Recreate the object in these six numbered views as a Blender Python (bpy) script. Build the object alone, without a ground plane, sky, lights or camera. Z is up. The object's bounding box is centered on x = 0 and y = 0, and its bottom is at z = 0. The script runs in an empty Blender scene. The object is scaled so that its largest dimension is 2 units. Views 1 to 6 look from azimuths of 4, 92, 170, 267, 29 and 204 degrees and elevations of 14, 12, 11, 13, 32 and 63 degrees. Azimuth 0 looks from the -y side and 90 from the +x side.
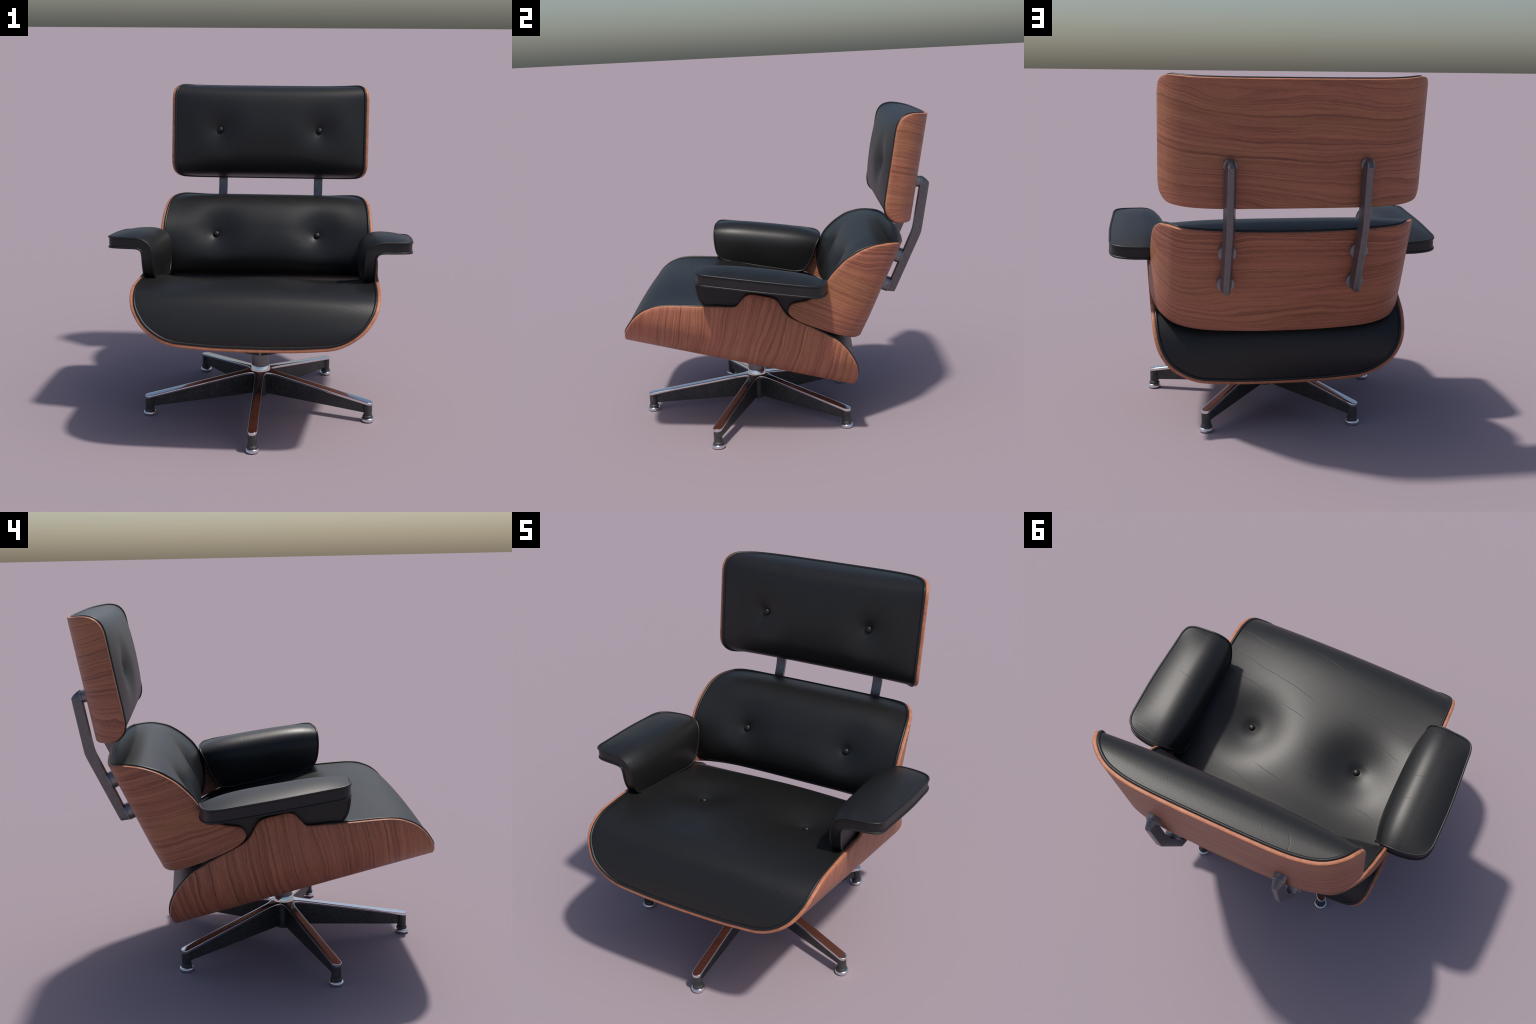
"""Moulded-plywood lounge chair with black leather cushions on a five-star swivel base."""
import bpy, math
import numpy as np
from mathutils import Matrix, Vector

# ------------------------------------------------------------------ helpers
def new_obj(name, mesh, parent, mats, matrix=None, smooth_angle=None):
    ob = bpy.data.objects.new(name, mesh)
    bpy.context.scene.collection.objects.link(ob)
    if parent is not None:
        ob.parent = parent
    if matrix is not None:
        ob.matrix_local = matrix
    for m in mats:
        if m.name not in [x.name for x in mesh.materials if x]:
            mesh.materials.append(m)
    return ob


def make_mesh(name, verts, faces, angle=40.0, merge=0.0):
    import bmesh
    me = bpy.data.meshes.new(name)
    me.from_pydata([tuple(map(float, v)) for v in verts], [], faces)
    bm = bmesh.new()
    bm.from_mesh(me)
    if merge:
        bmesh.ops.remove_doubles(bm, verts=bm.verts, dist=merge)
    bmesh.ops.recalc_face_normals(bm, faces=bm.faces)
    lim = math.radians(angle)
    for f in bm.faces:
        f.smooth = True
    for e in bm.edges:
        e.smooth = not (len(e.link_faces) == 2 and e.calc_face_angle(0.0) > lim)
    bm.to_mesh(me)
    bm.free()
    return me


class Builder:
    """Collects vertices and faces of one mesh."""
    def __init__(self):
        self.v, self.f = [], []

    def grid(self, P, flip=False):
        n, m = P.shape[:2]
        o = len(self.v)
        self.v.extend(P.reshape(-1, 3))
        for i in range(n - 1):
            for j in range(m - 1):
                q = [o + i * m + j, o + i * m + j + 1, o + (i + 1) * m + j + 1, o + (i + 1) * m + j]
                self.f.append(q[::-1] if flip else q)

    def loft(self, rings, closed_ring=True, cap0=True, cap1=True):
        o = len(self.v)
        k = len(rings[0])
        for r in rings:
            self.v.extend(np.asarray(r, float))
        for i in range(len(rings) - 1):
            for j in range(k if closed_ring else k - 1):
                a, b = o + i * k + j, o + i * k + (j + 1) % k
                self.f.append([a, b, b + k, a + k])
        if cap0:
            self.f.append([o + j for j in range(k)][::-1])
        if cap1:
            self.f.append([o + (len(rings) - 1) * k + j for j in range(k)])

    def lathe(self, prof, n=40, centre=(0, 0, 0), axis=None):
        """prof: list of (radius, height)."""
        c = np.array(centre, float)
        ax = np.array((0, 0, 1.0) if axis is None else axis, float)
        ax /= np.linalg.norm(ax)
        u = np.cross(ax, (1, 0, 0) if abs(ax[0]) < .9 else (0, 1, 0))
        u /= np.linalg.norm(u)
        w = np.cross(ax, u)
        rings = []
        for r, h in prof:
            rings.append([c + ax * h + r * (u * math.cos(2 * math.pi * k / n) + w * math.sin(2 * math.pi * k / n)) for k in range(n)])
        self.loft(rings)

    def tube(self, pts, radius, n=10):
        """closed tube along a loop of points"""
        p = np.asarray(pts, float)
        keep = [0]
        for i in range(1, len(p)):
            if np.linalg.norm(p[i] - p[keep[-1]]) > 1e-4:
                keep.append(i)
        p = p[keep]
        if np.linalg.norm(p[0] - p[-1]) < 1e-4:
            p = p[:-1]
        N = len(p)
        tan = np.roll(p, -1, 0) - np.roll(p, 1, 0)
        tan /= np.linalg.norm(tan, axis=1)[:, None] + 1e-12
        ref = np.cross(tan[0], (0.3, 0.5, 0.81))
        ref /= np.linalg.norm(ref)
        refs = [ref]
        for i in range(1, N):
            r = refs[-1] - tan[i] * (refs[-1] @ tan[i])
            refs.append(r / np.linalg.norm(r))
        # spread the closing twist over the loop
        r_end = refs[-1] - tan[0] * (refs[-1] @ tan[0])
        r_end /= np.linalg.norm(r_end)
        tw = math.atan2(np.cross(r_end, refs[0]) @ tan[0], r_end @ refs[0])
        rings = []
        for i in range(N):
            a0 = tw * i / N
            b = np.cross(tan[i], refs[i])
            rings.append([p[i] + radius * (refs[i] * math.cos(a0 + 2 * math.pi * k / n) + b * math.sin(a0 + 2 * math.pi * k / n)) for k in range(n)])
        rings.append(rings[0])
        self.loft(rings, cap0=False, cap1=False)

    def mesh(self, name, angle=40.0, merge=0.0):
        return make_mesh(name, self.v, self.f, angle, merge)


def spline(pts, n, soft=0):
    """points resampled evenly by arc length along a centripetal Catmull-Rom curve"""
    p = np.asarray(pts, float)
    ext = np.vstack([2 * p[0] - p[1], p, 2 * p[-1] - p[-2]])
    out = []
    for i in range(1, len(ext) - 2):
        p0, p1, p2, p3 = ext[i - 1:i + 3]
        t0 = 0.0
        t1 = t0 + max(np.linalg.norm(p1 - p0), 1e-6) ** .5
        t2 = t1 + max(np.linalg.norm(p2 - p1), 1e-6) ** .5
        t3 = t2 + max(np.linalg.norm(p3 - p2), 1e-6) ** .5
        for t in np.linspace(t1, t2, 24, endpoint=False):
            a1 = (t1 - t) / (t1 - t0) * p0 + (t - t0) / (t1 - t0) * p1
            a2 = (t2 - t) / (t2 - t1) * p1 + (t - t1) / (t2 - t1) * p2
            a3 = (t3 - t) / (t3 - t2) * p2 + (t - t2) / (t3 - t2) * p3
            b1 = (t2 - t) / (t2 - t0) * a1 + (t - t0) / (t2 - t0) * a2
            b2 = (t3 - t) / (t3 - t1) * a2 + (t - t1) / (t3 - t1) * a3
            out.append((t2 - t) / (t2 - t1) * b1 + (t - t1) / (t2 - t1) * b2)
    out.append(p[-1])
    c = resample(np.array(out), n)
    for _ in range(soft):
        c[1:-1] = .25 * c[:-2] + .5 * c[1:-1] + .25 * c[2:]
    return c


def resample(c, n):
    s = np.concatenate([[0], np.cumsum(np.linalg.norm(np.diff(c, axis=0), axis=1))])
    q = np.linspace(0, s[-1], n)
    return np.stack([np.interp(q, s, c[:, k]) for k in range(c.shape[1])], 1)


def smoothstep(a, b, x):
    t = np.clip((x - a) / (b - a), 0, 1)
    return t * t * (3 - 2 * t)


# ------------------------------------------------------------------ materials
class Nodes:
    def __init__(self, name):
        self.m = bpy.data.materials.new(name)
        self.m.use_nodes = True
        self.t = self.m.node_tree
        self.bsdf = self.t.nodes["Principled BSDF"]

    def n(self, kind, **kw):
        nd = self.t.nodes.new(kind)
        for k, v in kw.items():
            setattr(nd, k, v)
        return nd

    def l(self, a, b):
        self.t.links.new(a, b)

    def val(self, sock, v):
        if hasattr(v, "is_linked") or hasattr(v, "links"):
            self.l(v, sock)
        else:
            sock.default_value = v

    def math(self, op, a, b=0.0, c=0.0, clamp=False):
        nd = self.n("ShaderNodeMath", operation=op, use_clamp=clamp)
        self.val(nd.inputs[0], a)
        self.val(nd.inputs[1], b)
        self.val(nd.inputs[2], c)
        return nd.outputs[0]

    def noise(self, vec, scale, detail=2.0, rough=.5, distortion=0.0):
        nd = self.n("ShaderNodeTexNoise")
        self.l(vec, nd.inputs["Vector"])
        nd.inputs["Scale"].default_value = scale
        nd.inputs["Detail"].default_value = detail
        nd.inputs["Roughness"].default_value = rough
        nd.inputs["Distortion"].default_value = distortion
        return nd.outputs["Fac"]

    def mapping(self, vec, scale=(1, 1, 1), loc=(0, 0, 0)):
        nd = self.n("ShaderNodeMapping")
        self.l(vec, nd.inputs["Vector"])
        nd.inputs["Scale"].default_value = scale
        nd.inputs["Location"].default_value = loc
        return nd.outputs["Vector"]

    def ramp(self, fac, stops):
        nd = self.n("ShaderNodeValToRGB")
        el = nd.color_ramp.elements
        while len(el) < len(stops):
            el.new(0.5)
        for e, (p, c) in zip(el, stops):
            e.position = p
            e.color = (*c, 1) if len(c) == 3 else c
        self.l(fac, nd.inputs[0])
        return nd.outputs["Color"]

    def mix(self, fac, a, b, mode="MIX"):
        nd = self.n("ShaderNodeMix", data_type="RGBA", blend_type=mode)
        self.val(nd.inputs[0], fac)
        self.val(nd.inputs[6], a if not isinstance(a, tuple) else (*a, 1))
        self.val(nd.inputs[7], b if not isinstance(b, tuple) else (*b, 1))
        return nd.outputs[2]

    def obj(self):
        return self.n("ShaderNodeTexCoord").outputs["Object"]

    def sep(self, vec):
        nd = self.n("ShaderNodeSeparateXYZ")
        self.l(vec, nd.inputs[0])
        return nd.outputs

    def comb(self, x, y, z):
        nd = self.n("ShaderNodeCombineXYZ")
        for i, q in enumerate((x, y, z)):
            self.val(nd.inputs[i], q)
        return nd.outputs[0]

    def bump(self, height, strength=.2, dist=.005, normal=None):
        nd = self.n("ShaderNodeBump")
        nd.inputs["Strength"].default_value = strength
        nd.inputs["Distance"].default_value = dist
        self.l(height, nd.inputs["Height"])
        if normal is not None:
            self.l(normal, nd.inputs["Normal"])
        return nd.outputs["Normal"]


def wood_material(name, t_axis, seed, edge=False):
    """Rosewood veneer; the grain runs round the shell, growth rings step along t_axis."""
    g = Nodes(name)
    xyz = g.sep(g.obj())
    t = xyz[t_axis]
    o = xyz[3 - t_axis]            # the other, depth, axis (1<->2)
    vec = g.comb(g.math("ADD", xyz[0], seed * 3.7), g.math("ADD", o, seed * 1.3), g.math("ADD", t, seed * 2.1))
    # slow wander of the rings, wide cathedral swells, small waviness
    slow = g.noise(g.mapping(vec, (.9, 1.1, 2.2)), 1.0, 1.5, .5)
    wav = g.noise(g.mapping(vec, (7, 7, 12)), 1.0, 3.0, .55)
    c = g.math("ADD", t, g.math("MULTIPLY", g.math("SUBTRACT", slow, .5), .12 if t_axis == 1 else .20))
    c = g.math("ADD", c, g.math("MULTIPLY", g.math("SUBTRACT", wav, .5), .020))
    swell = smooth(g, g.noise(g.mapping(vec, (1.5, 1.8, 3.4), (7, 3, 1)), 1.0, 1.0), .52, .80)
    c = g.math("ADD", c, g.math("MULTIPLY", swell, .02 if t_axis == 1 else .055))
    cvec = g.comb(0.0, 0.0, c)
    # growth rings of uneven width : 1D noise along the ring coordinate + saw-toothed lines
    ring1 = g.noise(cvec, 22.0, 4.0, .65)
    uneven = g.math("MULTIPLY", g.noise(cvec, 11.0, 2.0, .6), 9.0)
    saw = g.math("FRACT", g.math("ADD", g.math("MULTIPLY", c, 15.0), uneven))
    line = g.math("POWER", saw, 6.0)
    lmask = g.math("MULTIPLY", line, g.math("ADD", .25, g.math("MULTIPLY", g.noise(g.mapping(vec, (2, 2, 9)), 1.0, 2.0), 1.1)))
    # colour
    base = g.ramp(ring1, [(.28, (.195, .066, .038)), (.43, (.345, .122, .068)), (.57, (.430, .163, .090)), (.74, (.250, .088, .050))])
    tint = g.noise(g.mapping(vec, (1.2, 1.2, 7)), 1.0, 2.0)
    base = g.mix(g.math("MULTIPLY", smooth(g, tint, .44, .66), .62), base, (.375, .160, .070))
    pink = g.noise(g.mapping(vec, (1.6, 1.6, 5), (5, 1, 2)), 1.0, 2.0)
    base = g.mix(g.math("MULTIPLY", smooth(g, pink, .48, .70), .6), base, (.400, .140, .088))
    streak = g.noise(g.mapping(g.comb(xyz[0], o, c), (2.5, 2.5, 75)), 1.0, 3.0, .6)
    base = g.mix(g.math("MULTIPLY", smooth(g, streak, .50, .68), .50), base, (.215, .074, .043))
    base = g.mix(g.math("MULTIPLY", smooth(g, streak, .48, .34), .35), base, (.500, .205, .115))
    col = g.mix(g.math("MULTIPLY", lmask, .95, clamp=True), base, (.120, .036, .026))
    # pores : short dark streaks along the grain, and fine flecks
    pores = g.noise(g.mapping(vec, (26, 26, 300)), 1.0, 2.0, .6)
    col = g.mix(g.math("MULTIPLY", smooth(g, pores, .54, .74), .40), col, (.170, .058, .036))
    fleck = g.noise(g.mapping(vec, (110, 110, 240)), 1.0, 1.0, .5)
    col = g.mix(g.math("MULTIPLY", smooth(g, fleck, .5, .8), .35), col, (.50, .215, .135))
    if edge:
        ply = g.noise(g.mapping(vec, (30, 30, 30)), 1.0, 2.0)
        col = g.mix(.52, col, g.ramp(ply, [(.3, (.42, .150, .075)), (.7, (.62, .260, .140))]))
    g.l(col, g.bsdf.inputs["Base Color"])
    g.bsdf.inputs["Roughness"].default_value = .48
    g.bsdf.inputs["Specular IOR Level"].default_value = .35
    h = g.math("ADD", g.math("MULTIPLY", pores, -.5), g.math("MULTIPLY", fleck, .3))
    g.l(g.bump(h, .12, .002), g.bsdf.inputs["Normal"])
    return g.m


def smooth(g, v, a, b):
    nd = g.n("ShaderNodeMapRange", interpolation_type="SMOOTHSTEP")
    g.val(nd.inputs["Value"], v)
    nd.inputs["From Min"].default_value = a
    nd.inputs["From Max"].default_value = b
    return nd.outputs["Result"]


def leather_material(name, t_axis, seed, crease=1.0):
    g = Nodes(name)
    ob = g.obj()
    xyz = g.sep(ob)
    vec = g.mapping(ob, (1, 1, 1), (seed * 1.7, seed * .9, seed * 2.3))
    # long shallow creases: thin lines across the hide, broken up and wandering
    warp = g.noise(vec, 3.2, 3.0, .5)
    warp2 = g.noise(vec, 40.0, 2.0, .5)
    c = g.math("ADD", xyz[t_axis], g.math("MULTIPLY", xyz[0], .22))
    c = g.math("ADD", c, g.math("MULTIPLY", warp, .075))
    c = g.math("ADD", c, g.math("MULTIPLY", warp2, .005))
    fr = g.math("ABSOLUTE", g.math("SUBTRACT", g.math("FRACT", g.math("MULTIPLY", c, 7.5)), .5))
    line = smooth(g, fr, .013, .0)
    keep = smooth(g, g.noise(vec, 2.6, 1.0), .44, .56)
    line = g.math("MULTIPLY", line, keep)
    grain = g.noise(vec, 210.0, 3.0, .6)
    pebble = g.n("ShaderNodeTexVoronoi", feature="F1")
    g.l(vec, pebble.inputs["Vector"])
    pebble.inputs["Scale"].default_value = 260.0
    n1 = g.bump(g.math("ADD", grain, g.math("MULTIPLY", pebble.outputs["Distance"], .5)), .10, .003)
    n2 = g.bump(g.math("MULTIPLY", line, -1.0), .24 * crease, .0022, n1)
    broad = g.noise(vec, 9.0, 2.0)
    col = g.mix(broad, (.0085, .0083, .0084), (.0115, .0113, .0113))
    g.l(col, g.bsdf.inputs["Base Color"])
    rough = g.math("ADD", .385, g.math("MULTIPLY", grain, .08))
    g.l(rough, g.bsdf.inputs["Roughness"])
    g.bsdf.inputs["Specular IOR Level"].default_value = .45
    g.l(n2, g.bsdf.inputs["Normal"])
    return g.m


def chrome_material():
    g = Nodes("polished_chrome")
    g.bsdf.inputs["Base Color"].default_value = (.80, .80, .81, 1)
    g.bsdf.inputs["Metallic"].default_value = 1.0
    g.bsdf.inputs["Roughness"].default_value = .07
    return g.m


def black_metal_material():
    g = Nodes("black_enamel")
    vec = g.obj()
    spots = g.noise(vec, 60.0, 5.0, .65)
    patch = g.noise(vec, 11.0, 3.0, .5)
    col = g.mix(smooth(g, spots, .40, .62), (.028, .028, .029), (.050, .049, .049))
    col = g.mix(g.math("MULTIPLY", smooth(g, patch, .45, .7), .5), col, (.060, .058, .057))
    g.l(col, g.bsdf.inputs["Base Color"])
    g.bsdf.inputs["Roughness"].default_value = .48
    g.l(g.bump(spots, .12, .003), g.bsdf.inputs["Normal"])
    return g.m


def bar_metal_material():
    g = Nodes("dark_burnished_metal")
    vec = g.obj()
    spots = g.noise(vec, 45.0, 5.0, .65)
    fine = g.noise(vec, 220.0, 2.0, .5)
    col = g.mix(smooth(g, spots, .35, .65), (.160, .153, .160), (.185, .177, .184))
    g.l(col, g.bsdf.inputs["Base Color"])
    g.bsdf.inputs["Metallic"].default_value = .75
    g.l(g.math("ADD", .30, g.math("MULTIPLY", spots, .08)), g.bsdf.inputs["Roughness"])
    g.l(g.bump(fine, .06, .002), g.bsdf.inputs["Normal"])
    return g.m


def post_metal_material():
    g = Nodes("smoked_steel")
    g.bsdf.inputs["Base Color"].default_value = (.20, .193, .197, 1)
    g.bsdf.inputs["Metallic"].default_value = 1.0
    g.bsdf.inputs["Roughness"].default_value = .33
    return g.m


POST = post_metal_material()
CHROME = chrome_material()
BLACK = black_metal_material()
BAR = bar_metal_material()
SPACER = BAR.copy()
SPACER.name = "bar_metal_lightened_for_reflection"
for _n in SPACER.node_tree.nodes:
    if _n.type == "MIX":
        _n.inputs[6].default_value = (.235, .230, .240, 1)  # bar colour lightened to paint in the ground reflection on the disc faces
        _n.inputs[7].default_value = (.275, .268, .280, 1)

# ------------------------------------------------------------------ shells and cushions
THICK = 0.021            # plywood thickness


class Shell:
    """A bent-plywood shell: a U-shaped profile (x, h) extruded along t and trimmed by a
    rim curve (t, h) seen from the side.  h is the depth towards the sitter."""
    def __init__(self, profile, tilt_frame):
        half = spline(profile, 160, soft=6)
        half[0] = (0, profile[0][1])
        self.half = half
        self.s = np.concatenate([[0], np.cumsum(np.linalg.norm(np.diff(half, axis=0), axis=1))])
        self.frame = tilt_frame
        self.flank = None        # optional (x, t) -> extra depth, rounding the shell unevenly

    def s_of_h(self, h):
        hh = np.maximum.accumulate(self.half[:, 1]) + np.arange(len(self.half)) * 1e-9
        return np.interp(h, hh, self.s)

    def at(self, s, inset=0.0):
        """profile point(s) at signed arc length, moved towards the inside by inset"""
        a = np.abs(s)
        x = np.interp(a, self.s, self.half[:, 0])
        h = np.interp(a, self.s, self.half[:, 1])
        e = 1e-2
        dx = np.interp(a + e, self.s, self.half[:, 0]) - np.interp(np.maximum(a - e, 0), self.s, self.half[:, 0])
        dh = np.interp(a + e, self.s, self.half[:, 1]) - np.interp(np.maximum(a - e, 0), self.s, self.half[:, 1])
        ln = np.hypot(dx, dh) + 1e-12
        dx, dh = dx / ln, dh / ln
        x = x - dh * inset
        h = h + dx * inset
        return np.sign(s) * np.maximum(x, 0), h, dx, dh * np.sign(s)

    def xyz(self, x, h, t):
        """local coordinates of the object: (x, -h, t) for upright shells, (x, t, h) for the seat"""
        if self.flank is not None and np.ndim(x):
            h = h + self.flank(np.abs(x), t)
        return np.stack(np.broadcast_arrays(x, t, h) if self.frame == "seat" else np.broadcast_arrays(x, -np.asarray(h), t), -1)

    def build(self, rim, rows=170, cols=72):
        rc = spline(rim, rows)
        t, S = rc[:, 0], self.s_of_h(rc[:, 1])
        sig = np.linspace(-1, 1, cols)
        sg = S[:, None] * sig[None, :]
        tg = np.repeat(t[:, None], cols, 1)
        b = Builder()
        loop_idx = ([(0, j) for j in range(cols)] + [(i, cols - 1) for i in range(1, rows)] +
                    [(rows - 1, j) for j in range(cols - 2, -1, -1)] + [(i, 0) for i in range(rows - 2, 0, -1)])
        for inset, flip in ((0.0, False), (THICK, True)):
            x, h, _, _ = self.at(sg, inset)
            b.grid(self.xyz(x, h, tg), flip)
        # rounded edge strip between the two faces
        L = np.array([(sg[i, j], tg[i, j]) for i, j in loop_idx])
        tang = np.roll(L, -1, 0) - np.roll(L, 1, 0)
        nrm = np.stack([tang[:, 1], -tang[:, 0]], 1)
        nrm /= np.linalg.norm(nrm, axis=1)[:, None] + 1e-12
        rings = []
        prof = [(0, 0), (.10, .0022), (.28, .0036), (.72, .0036), (.90, .0022), (1, 0)]
        for f, out in prof:
            x, h, dx, dh = self.at(L[:, 0], THICK * f)
            P = self.xyz(x, h, L[:, 1])
            fl, self.flank = self.flank, None
            d = self.xyz(dx * nrm[:, 0], dh * nrm[:, 0], nrm[:, 1])
            self.flank = fl
            rings.append(P + d * out)
        n = len(L)
        nv = len(b.v)
        b.loft(rings, cap0=False, cap1=False)
        me_f = len(b.f) - n * (len(prof) - 1)
        me = make_mesh("shell", b.v, b.f, 50, 1e-6)
        return me

    def cushion(self, rim, centre, buttons, rows=130, cols=121, power=3.2, inset=THICK + .006, dim=(.06, .14, .05), puff=0.0):
        """Padded patch: its edge follows the rim, its middle section follows the centre
        curve (t, h); buttons pull dimples into it."""
        rc = spline(rim, rows)
        mc = spline(centre, rows, soft=2)
        t_r, s_r = rc[:, 0], self.s_of_h(rc[:, 1])
        xr, hr, _, _ = self.at(s_r, inset)
        v = np.linspace(-1, 1, cols)
        u = np.sin(v * math.pi / 2) * .55 + v * .45
        w = np.linspace(0, 1, rows)
        U, W = np.meshgrid(u, w)
        X = U * xr[:, None]
        # section weight: at the two ends follow the shell profile, elsewhere a pillow
        base_h = self.at(self.s_of_x(np.abs(X) * (1 + 0)), inset)[1]
        h0 = self.at(np.zeros(1), inset)[1][0]
        wprof = np.clip((base_h - h0) / np.maximum(hr[:, None] - h0, 1e-4), 0, 1)
        wp = np.abs(U) ** power
        k = smoothstep(0, .10, W) * smoothstep(0, .10, 1 - W)
        wt = wprof * (1 - k) + wp * k
        T = mc[:, 0][:, None] * (1 - wt) + t_r[:, None] * wt
        H = mc[:, 1][:, None] * (1 - wt) + hr[:, None] * wt
        # keep end rows exactly on the shell
        H += puff * 4 * U ** 2 * (1 - U ** 2) * k       # hollow (or swell) between crown and edge
        depth, wide, tight = dim
        for bx, bt in buttons:
            r2 = (X - bx) ** 2 + (T - bt) ** 2
            H -= depth * k * (.78 * np.exp(-r2 / wide ** 2) + .22 * np.exp(-r2 / tight ** 2))
        b = Builder()
        b.grid(self.xyz(X, H, T))
        # backing against the plywood
        sb = s_r[:, None] * np.linspace(-1, 1, cols)[None, :]
        xb, hb, _, _ = self.at(sb, inset - .004)
        Xb, Hb, Tb = xb, hb, np.repeat(t_r[:, None], cols, 1)
        for e in (0, -1):
            Xb[:, e], Hb[:, e] = X[:, e], H[:, e]
            Xb[e, :], Hb[e, :], Tb[e, :] = X[e, :], H[e, :], T[e, :]
        b.grid(self.xyz(Xb, Hb, Tb), True)
        me = b.mesh("cushion", 60, 1e-6)
        loop = np.concatenate([np.stack([X[0], H[0], T[0]], 1), np.stack([X[1:, -1], H[1:, -1], T[1:, -1]], 1),
                               np.stack([X[-1, -2::-1], H[-1, -2::-1], T[-1, -2::-1]], 1), np.stack([X[-2:0:-1, 0], H[-2:0:-1, 0], T[-2:0:-1, 0]], 1)])
        p = Builder()
        p.tube(self.xyz(loop[:, 0], loop[:, 1], loop[:, 2]), .0085, 10)
        pm = p.mesh("piping", 60)
        surf = lambda bx, bt: self._lookup(X, H, T, bx, bt)
        return me, pm, surf

    def s_of_x(self, x):
        xx = np.maximum.accumulate(self.half[:, 0]) + np.arange(len(self.half)) * 1e-9
        return np.interp(x, xx, self.s)

    def _lookup(self, X, H, T, bx, bt):
        d = (X - bx) ** 2 + (T - bt) ** 2
        i = np.unravel_index(np.argmin(d), d.shape)
        return H[i]


def button_mesh():
    b = Builder()
    R = .0205
    prof = [(R * .55, -.012), (R * .9, -.006), (R, 0), (R * .97, .004), (R * .86, .008), (R * .66, .0112), (R * .4, .0132), (R * .15, .014)]
    b.lathe(prof, 28)
    return b.mesh("button", 60)


# root -----------------------------------------------------------------
chair = bpy.data.objects.new("lounge_chair", None)
bpy.context.scene.collection.objects.link(chair)
chair["label"] = "moulded plywood lounge chair with black leather cushions and armrests"
chair["category"] = "lounge chair"

SEAT_TILT = math.radians(13.96)
BACK_TILT = math.radians(24.4)
HEAD_TILT = math.radians(10.0)


def upright_matrix(tilt, q0):
    c, s = math.cos(tilt), math.sin(tilt)
    # local x, local y (= -h), local z (= t)
    return Matrix(((1, 0, 0, 0), (0, c, s, q0 * c), (0, -s, c, -q0 * s), (0, 0, 0, 1)))


def seat_matrix():
    c, s = math.cos(SEAT_TILT), math.sin(SEAT_TILT)
    return Matrix(((1, 0, 0, 0), (0, c, s, .375 * s), (0, -s, c, .375 * c), (0, 0, 0, 1)))


BUTTON = button_mesh()


def upholster(kind, shell, matrix, rim_c, centre, buttons, seed, dim, **kw):
    t_axis = 1 if shell.frame == "seat" else 2
    me, pm, surf = shell.cushion(rim_c, centre, buttons, dim=dim, **kw)
    leather = leather_material(kind + "_leather", t_axis, seed, crease=1.0 if kind == "seat" else .45)
    cu = new_obj(kind + "_cushion", me, chair, [leather], matrix)
    new_obj("piping", pm, cu, [leather])
    for bx, bt in buttons:
        h = surf(bx, bt) + .006
        p = shell.xyz(np.array(bx), np.array(h), np.array(bt))
        if shell.frame == "seat":
            m = Matrix.Translation(Vector(p))
        else:
            m = Matrix.Translation(Vector(p)) @ Matrix.Rotation(math.radians(90), 4, "X")
        new_obj("button", BUTTON, cu, [leather], m)
    return cu


def ply(kind, shell, matrix, rim, seed):
    t_axis = 1 if shell.frame == "seat" else 2
    me = shell.build(rim)
    face = wood_material(kind + "_veneer", t_axis, seed)
    edge = wood_material(kind + "_plywood_edge", t_axis, seed + .4, edge=True)
    ob = new_obj(kind + "_shell", me, chair, [face, edge], matrix)
    return ob


def assign_edge_faces(ob, shell):
    """the cut plywood edge shows paler end grain"""
    me = ob.data
    for p in me.polygons:
        n, c = p.normal, p.center
        x, t, h = (c.x, c.y, c.z) if shell.frame == "seat" else (c.x, c.z, -c.y)
        nx, nh = (n.x, n.z) if shell.frame == "seat" else (n.x, -n.y)
        s = shell.s_of_h(max(h, 0)) if abs(x) > .45 else shell.s_of_x(abs(x))
        _, _, dx, dh = shell.at(np.array([s if x >= 0 else -s]))
        face_n = abs(-nx * dh[0] + nh * dx[0])
        p.material_index = 1 if face_n < .62 else 0


# seat -------------------------------------------------------------------
seat = Shell([(0, 0), (.15, .0015), (.263, .0055), (.38, .0140), (.43, .0185), (.463, .0245), (.50, .0365), (.535, .0525), (.57, .0735), (.60, .0950), (.626, .1170),
              (.646, .1385), (.666, .166), (.685, .197), (.700, .228), (.7105, .262), (.7165, .289), (.7205, .316), (.723, .345), (.7265, .385), (.730, .44), (.732, .50), (.732, .57)], "seat")
SEAT_RIM = [(-1.0935, .022), (-1.0930, .06), (-1.0905, .105), (-1.083, .133), (-1.073, .163), (-1.048, .225), (-1.025, .261), (-1.0, .289), (-.968, .314),
            (-.936, .334), (-.877, .355), (-.78, .375), (-.66, .397), (-.54, .422), (-.475, .436), (-.452, .445), (-.436, .472), (-.414, .512), (-.388, .533),
            (-.317, .538), (-.248, .537), (-.222, .526), (-.200, .503), (-.158, .460), (-.123, .44), (.01, .405), (.122, .373), (.198, .345), (.284, .277),
            (.331, .212), (.359, .137), (.3635, .08), (.3645, .022)]
SEAT_CRIM = [p for p in SEAT_RIM if p[0] < -.5 or p[0] > -.1]
SEAT_CENTRE = [(-1.0935, .027), (-1.103, .055), (-1.104, .10), (-1.090, .17), (-1.068, .235), (-1.041, .288), (-.998, .327), (-.94, .353), (-.85, .374), (-.7, .392),
               (-.5, .405), (-.3, .411), (-.1, .408), (.02, .400), (.11, .392), (.195, .364), (.265, .315), (.320, .246), (.350, .168), (.3615, .09), (.3640, .027)]
M = seat_matrix()
ob = ply("seat", seat, M, SEAT_RIM, 1)
assign_edge_faces(ob, seat)
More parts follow.
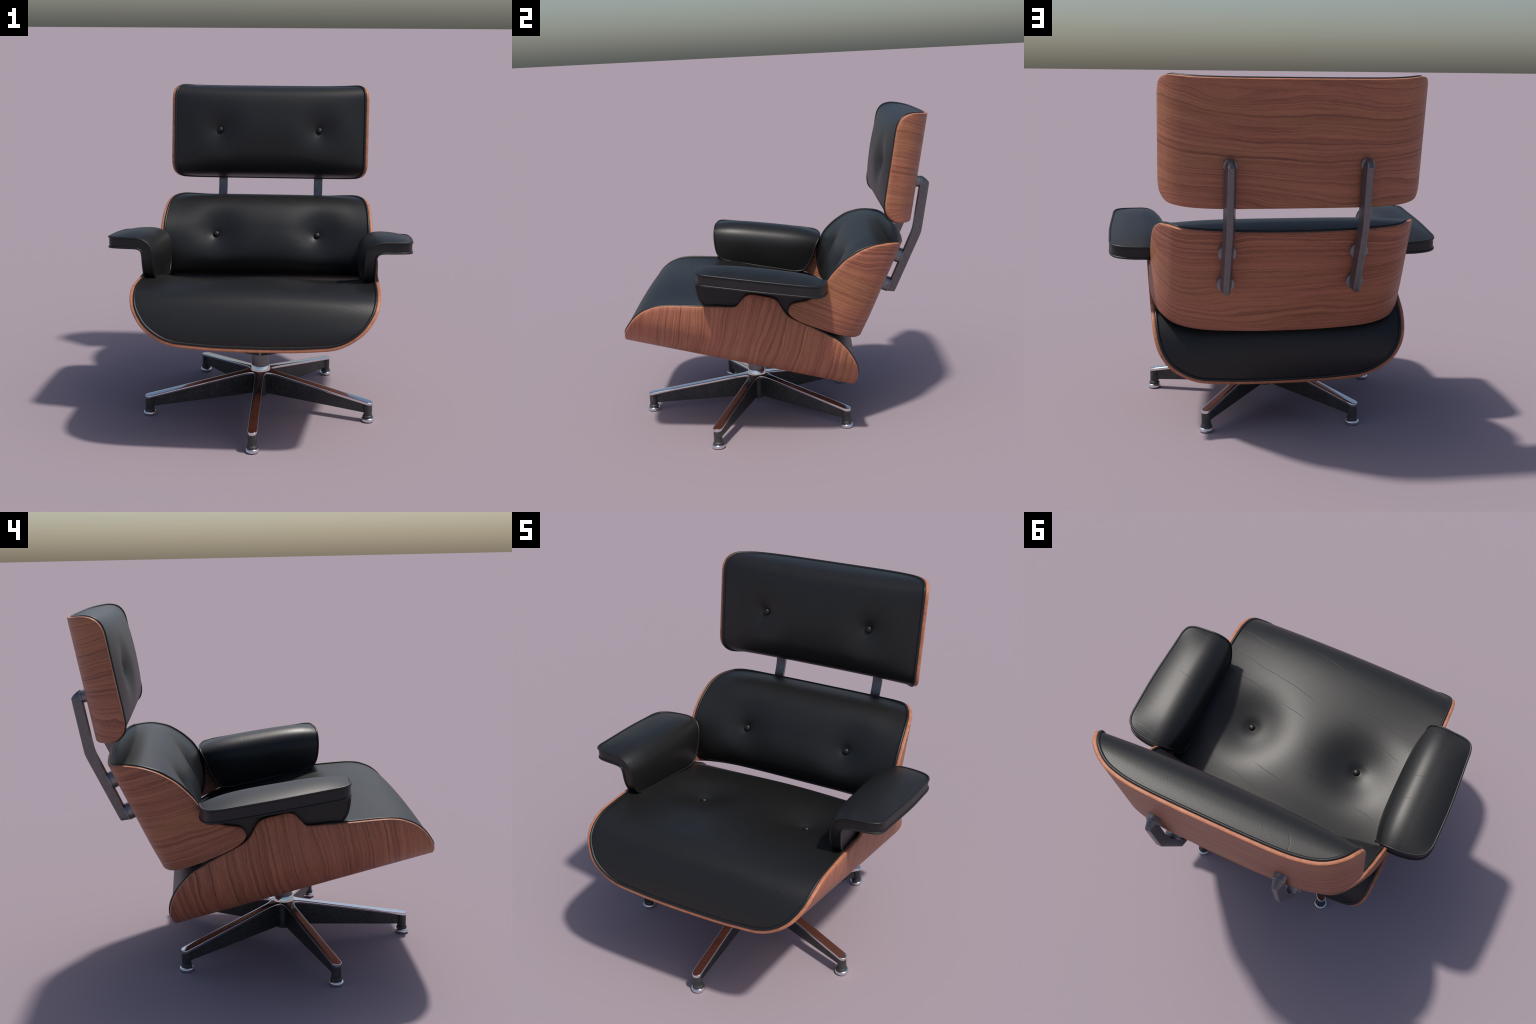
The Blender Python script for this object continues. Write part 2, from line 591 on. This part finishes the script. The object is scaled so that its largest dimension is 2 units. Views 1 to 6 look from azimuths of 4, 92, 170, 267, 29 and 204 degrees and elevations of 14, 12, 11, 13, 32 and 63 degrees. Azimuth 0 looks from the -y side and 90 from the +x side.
upholster("seat", seat, M, SEAT_CRIM, SEAT_CENTRE, [(-.35, -.356), (.35, -.356)], 1.0, (.068, .18, .04), power=5.0, puff=-.010)

# backrest ----------------------------------------------------------------
back = Shell([(0, 0), (.15, .002), (.257, .0085), (.355, .0165), (.45, .028), (.52, .043), (.575, .063), (.62, .097), (.649, .138), (.672, .178), (.688, .212),
              (.6975, .243), (.7045, .271), (.7115, .304), (.7165, .334), (.7215, .372), (.725, .42), (.7265, .48), (.7265, .56)], "back")
back.flank = lambda x, t: np.exp(-((x - .60) / .10) ** 2) * (.012 * smoothstep(1.02, .80, t) - .005 * smoothstep(1.05, 1.3, t)) + .004 * smoothstep(.92, .78, t)
BACK_RIM = [(.781, .030), (.7812, .12), (.7815, .25), (.782, .36), (.785, .445), (.793, .495), (.806, .520), (.826, .531), (.848, .531), (.868, .520), (.905, .467), (.945, .424),
            (.985, .400), (1.035, .389), (1.10, .379), (1.15, .363), (1.221, .333), (1.262, .306), (1.3035, .2735), (1.334, .241), (1.362, .2045), (1.382, .168), (1.398, .135), (1.411, .095), (1.418, .06), (1.420, .032)]
BACK_CRIM = [(.783, .040), (.785, .10), (.789, .17), (.798, .225), (.812, .267), (.842, .300), (.90, .338), (.95, .362), (1.01, .378), (1.077, .382), (1.129, .374), (1.2, .347), (1.25, .319), (1.30, .283),
             (1.34, .238), (1.366, .200), (1.388, .158), (1.405, .115), (1.417, .066), (1.420, .04)]
BACK_CENTRE = [(.783, .027), (.786, .08), (.795, .155), (.814, .222), (.85, .284), (.90, .326), (.97, .350), (1.04, .357), (1.10, .355), (1.16, .349), (1.22, .335), (1.28, .311), (1.335, .270), (1.374, .225), (1.399, .17), (1.413, .11), (1.419, .06), (1.420, .027)]
M = upright_matrix(BACK_TILT, .2412)
ob = ply("backrest", back, M, BACK_RIM, 2)
assign_edge_faces(ob, back)
upholster("backrest", back, M, BACK_CRIM, BACK_CENTRE, [(-.347, 1.076), (.347, 1.076)], 2.0, (.055, .14, .035), power=3.6)

# headrest ----------------------------------------------------------------
head = Shell([(0, 0), (.2, .001), (.33, .004), (.41, .010), (.47, .020), (.53, .036), (.575, .057), (.613, .084), (.648, .119), (.669, .153), (.683, .180), (.692, .203), (.697, .23), (.700, .26)], "head")
HEAD_RIM = [(1.463, .020), (1.4635, .06), (1.466, .105), (1.473, .135), (1.486, .158), (1.503, .178), (1.522, .190), (1.545, .198), (1.572, .202), (1.67, .203), (1.775, .203), (1.9, .203), (1.99, .203), (2.02, .201), (2.046, .194),
            (2.069, .181), (2.087, .162), (2.0995, .137), (2.1072, .104), (2.110, .07), (2.1105, .020)]
HEAD_CENTRE = [(1.463, .027), (1.463, .06), (1.470, .11), (1.488, .162), (1.526, .208), (1.595, .243), (1.69, .263), (1.79, .271), (1.89, .262), (2.0, .239), (2.05, .215), (2.085, .172), (2.103, .115), (2.110, .06), (2.1105, .027)]
M = upright_matrix(HEAD_TILT, .6057)
ob = ply("headrest", head, M, HEAD_RIM, 3)
assign_edge_faces(ob, head)
upholster("headrest", head, M, HEAD_RIM, HEAD_CENTRE, [(-.347, 1.786), (.347, 1.786)], 3.0, (.050, .11, .035), power=3.0)

# ------------------------------------------------------------------ armrests
def armrest_meshes():
    top = np.array([(.918, 1.154), (.85, 1.153), (.785, 1.152), (.737, 1.150), (.70, 1.140), (.67, 1.121), (.652, 1.094), (.643, 1.062), (.640, 1.02), (.639, .96), (.637, .905)])
    low = np.array([(.918, 1.092), (.85, 1.091), (.79, 1.090), (.755, 1.0900), (.728, 1.086), (.713, 1.077), (.706, 1.064), (.7025, 1.043), (.701, 1.01), (.699, .96), (.697, .905)])
    nc, nr = 81, 81
    both = spline(np.hstack([top, low]), 200)
    # param by the top path's length
    s = np.concatenate([[0], np.cumsum(np.linalg.norm(np.diff(both[:, :2], axis=0), axis=1))])
    s /= s[-1]
    a = .5 - .5 * np.cos(np.linspace(0, math.pi, nc))
    a = .7 * a + .3 * np.linspace(0, 1, nc)
    tp = np.stack([np.interp(a, s, both[:, k]) for k in (0, 1)], 1)
    lp = np.stack([np.interp(a, s, both[:, k]) for k in (2, 3)], 1)
    fr = spline([(0, -.382), (.010, -.411), (.036, -.434), (.10, -.451), (.3, -.462), (.5, -.471), (.63, -.475), (.8, -.471), (.9, -.461), (.955, -.446), (.985, -.428), (1, -.39)], 300)
    rr = spline([(0, .180), (.012, .220), (.04, .251), (.10, .276), (.22, .294), (.36, .300), (.5, .293), (.63, .268), (.75, .245), (.84, .222), (.92, .192), (.97, .165), (1, .11)], 300)
    yf = np.interp(a, fr[:, 0], fr[:, 1])
    yr = np.interp(a, rr[:, 0], rr[:, 1])
    v = np.linspace(0, 1, nr)
    v = .6 * (.5 - .5 * np.cos(math.pi * v)) + .4 * v

    def lift(P, Y):
        """slope the arm down to the rear, and stretch the leg to the sloping seat rim"""
        z = P[:, 1][:, None] + 0 * Y
        zb = .905 - .035 * (Y + .42) / .55
        k = (1.06 - zb) / (1.06 - .905)
        z = np.where(z < 1.06, 1.06 - (1.06 - z) * k, z)
        return z - .143 * (Y + .44)

    Y = yf[:, None] * (1 - v[None, :]) + yr[:, None] * v[None, :]
    Zt, Zl = lift(tp, Y), lift(lp, Y)
    flare = .026 * smoothstep(-.50, .02, Y)          # the pad widens towards the rear
    Xt = tp[:, 0][:, None] + flare * np.clip((tp[:, 0][:, None] - .72) / .20, 0, 1)
    Xl = lp[:, 0][:, None] + flare * np.clip((lp[:, 0][:, None] - .72) / .20, 0, 1)
    # crown of the padding, outward normal of the upper path
    d = np.gradient(tp, axis=0)
    d /= np.linalg.norm(d, axis=1)[:, None]
    nx, nz = d[:, 1], -d[:, 0]            # path runs inward (-x) then down: normal is up / towards the sitter
    aa, vv = np.meshgrid(a, v, indexing="ij")
    crown = .037 * (1 - np.abs(2 * aa - 1) ** 3.0) * (1 - np.abs(2 * vv - 1) ** 3.6)
    T = np.stack([Xt + nx[:, None] * crown, Y, Zt + nz[:, None] * crown], -1)
    Lw = np.stack([Xl, Y, Zl], -1)
    b = Builder()
    b.grid(T)
    b.grid(Lw, True)
    idx = ([(0, j) for j in range(nr)] + [(i, nr - 1) for i in range(1, nc)] + [(nc - 1, j) for j in range(nr - 2, -1, -1)] + [(i, 0) for i in range(nc - 2, 0, -1)])
    lt = np.array([T[i] for i in idx])
    ll = np.array([Lw[i] for i in idx])
    cen = lt.mean(0)
    rings = []
    for f in (0, .15, .5, .85, 1):
        rings.append(lt * (1 - f) + ll * f)
    b.loft(rings, cap0=False, cap1=False)
    pad = make_mesh("armrest", b.v, b.f, 45, 1e-6)
    p = Builder()
    p.tube(lt, .0065, 8)
    p.tube(ll, .0065, 8)
    return pad, p.mesh("piping", 60)


arm_leather = leather_material("armrest_leather", 1, 4.0, crease=.7)
PAD, PIPE = armrest_meshes()
for sx in (1, -1):
    arm = new_obj("armrest", PAD, chair, [arm_leather], Matrix.Scale(sx, 4, (1, 0, 0)))
    new_obj("piping", PIPE, arm, [arm_leather])

# ------------------------------------------------------------------ back bars and their spacers
def bar_mesh():
    front = [(.918, 1.592), (.916, 1.582), (.911, 1.556), (.902, 1.505), (.8625, 1.280), (.858, 1.262), (.850, 1.240), (.700, .905), (.688, .880), (.684, .873)]
    rear = [(.935, 1.582), (.956, 1.563), (.965, 1.548), (.958, 1.505), (.917, 1.272), (.9125, 1.247), (.903, 1.222), (.752, .897), (.740, .872), (.736, .866)]
    wf = [.008, .020, .029, .031, .031, .031, .031, .030, .024, .014]
    wr = [.006, .011, .0135, .0145, .0145, .0145, .0145, .0145, .013, .010]
    b = Builder()
    rings = []
    for (fy, fz), (ry, rz), a, c in zip(front, rear, wf, wr):
        F, R = np.array((fy, fz)), np.array((ry, rz))
        def pt(x, k):
            q = F * (1 - k) + R * k
            return (x, q[0], q[1])
        rings.append([pt(-a, 0), pt(-a, .10), pt(-c - .002, .93), pt(-c + .002, 1), pt(c - .002, 1), pt(c + .002, .93), pt(a, .10), pt(a, 0)])
    b.loft(rings)
    return b.mesh("back_bar", 28)


def spacer_mesh(r, length):
    b = Builder()
    b.lathe([(r, 0), (r, length - .012), (r * .96, length - .0105), (r * .96, length - .009), (r, length - .0075), (r, length - .002), (r - .002, length)], 40)
    return b.mesh("spacer", 35)


BARM = bar_mesh()
DISC = spacer_mesh(.047, .044)
KNOB = spacer_mesh(.034, .046)
for sx in (1, -1):
    bar = new_obj("back_bar", BARM, chair, [BAR], Matrix.Translation((sx * .346, 0, 0)))
    for mesh, tilt, q, t, dx in ((KNOB, HEAD_TILT, .588, 1.690, 0), (DISC, BACK_TILT, .219, 1.317, 0), (DISC, BACK_TILT, .219, 1.120, 0)):
        c, s = math.cos(tilt), math.sin(tilt)
        base = Vector((dx, t * s + q * c, t * c - q * s))
        ax = Vector((0, c, -s))
        m = Matrix.Translation(base) @ ax.to_track_quat("Z", "Y").to_matrix().to_4x4()
        new_obj("spacer", mesh, bar, [SPACER], m)

# ------------------------------------------------------------------ swivel base
HUB = Vector((0, -.180, 0))


def cap_z(r):
    return .2415 - (.2415 - .1275) * (r - .06) / (.745 - .06)


def leg_meshes():
    # chrome cap strip along +x, radius measured from the hub axis
    cap = Builder()
    rs = list(np.linspace(.045, .13, 12)) + list(np.linspace(.16, .70, 20)) + [.724 + .0285 * math.sin(q) for q in np.linspace(0.05, math.pi / 2 * .97, 12)]
    rings = []
    for r in rs:
        w = .0265 + .0205 * math.exp(-max(r - .062, 0) / .022) + .002 * min(1, max(0, (r - .1) / .6))
        if r < .066:
            w = r * .74
        if r > .724:
            w = .0285 * math.sqrt(max(0, 1 - ((r - .724) / .0285) ** 2)) + .0006
        z, th = cap_z(r), .0165
        e = min(.0035, w * .5)
        sec = [(-w + .001, -th), (-w, -th + .002), (-w, -e), (-w + e * .3, -e * .3), (-w + e, .0), (-w * .45, .0005), (0, .0006), (w * .45, .0005), (w - e, .0), (w - e * .3, -e * .3), (w, -e), (w, -th + .002), (w - .001, -th)]
        rings.append([(r, y, z + dz) for y, dz in sec])
    cap.loft(rings)
    # black web and foot post
    web = Builder()
    rings = []
    for r in (.03, .05, .2, .4, .6, .70):
        zt, zb, h = cap_z(r) - .012, .0835 - .0285 * (r - .05) / .64, .0125
        rings.append([(r, -h, zt), (r, h, zt), (r, h, zb + .003), (r, h - .003, zb), (r, -h + .003, zb), (r, -h, zb + .003)])
    web.loft(rings)
    web.lathe([(.0265, cap_z(.724) - .008), (.0265, .041), (.0285, .039), (.031, .036), (.0325, .031), (.0315, .025), (.027, .023)], 32, (.724, 0, 0))
    foot = Builder()
    foot.lathe([(.035, .0), (.039, .0025), (.0412, .008), (.0412, .014), (.0395, .0195), (.036, .0235), (.031, .0255), (.02, .0255)], 40, (.724, 0, 0))
    return cap.mesh("leg_cap", 50), web.mesh("base_leg", 35), foot.mesh("glide", 50)


CAP, WEB, FOOT = leg_meshes()
for k in range(5):
    m = Matrix.Translation(HUB) @ Matrix.Rotation(math.radians(-90 + 72 * k), 4, "Z")
    leg = new_obj("base_leg", WEB, chair, [BLACK], m)
    new_obj("leg_cap", CAP, leg, [CHROME])
    new_obj("glide", FOOT, leg, [CHROME])

hub = Builder()
hub.lathe([(.042, .070), (.048, .073), (.048, .225), (.04, .235)], 40)
hub_ob = new_obj("hub", hub.mesh("hub", 40), chair, [BLACK], Matrix.Translation(HUB))
ring = Builder()
ring.lathe([(.060, .214), (.067, .217), (.0685, .224), (.0580, .272), (.0565, .2745), (.050, .2745)], 56)
new_obj("hub_ring", ring.mesh("hub_ring", 40), hub_ob, [CHROME])
post = Builder()
post.lathe([(.050, .26), (.0545, .262), (.0545, .42), (.05, .43)], 48)
new_obj("swivel_post", post.mesh("swivel_post", 40), chair, [POST], Matrix.Translation(HUB))

# mounting spider under the seat shell: four tapering webs that spread from the post
mount = Builder()
hub_t = -.281                        # where the post axis meets this depth below the tilted seat
for sx in (-1, 1):
    for sy in (-1, 1):
        d = np.array((.265 * sx, .185 * sy, 0.))
        side = np.array((-d[1], d[0], 0.)) / np.linalg.norm(d)
        rings = []
        for f, lo in ((.08, -.092), (.25, -.082), (.55, -.060), (.95, -.030), (1.05, -.020), (1.08, -.012)):
            c = np.array((0, hub_t, 0)) + d * f
            wd = .024 if f < 1.07 else .018
            hi = np.array((0, 0, .002))
            lo = np.array((0, 0, lo))
            e = np.array((0, 0, .004))
            rings.append([c - side * wd + lo + e, c - side * (wd - .004) + lo, c + side * (wd - .004) + lo, c + side * wd + lo + e, c + side * wd + hi, c - side * wd + hi])
        mount.loft(rings)
new_obj("seat_mount", mount.mesh("seat_mount", 35), chair, [BLACK], seat_matrix())
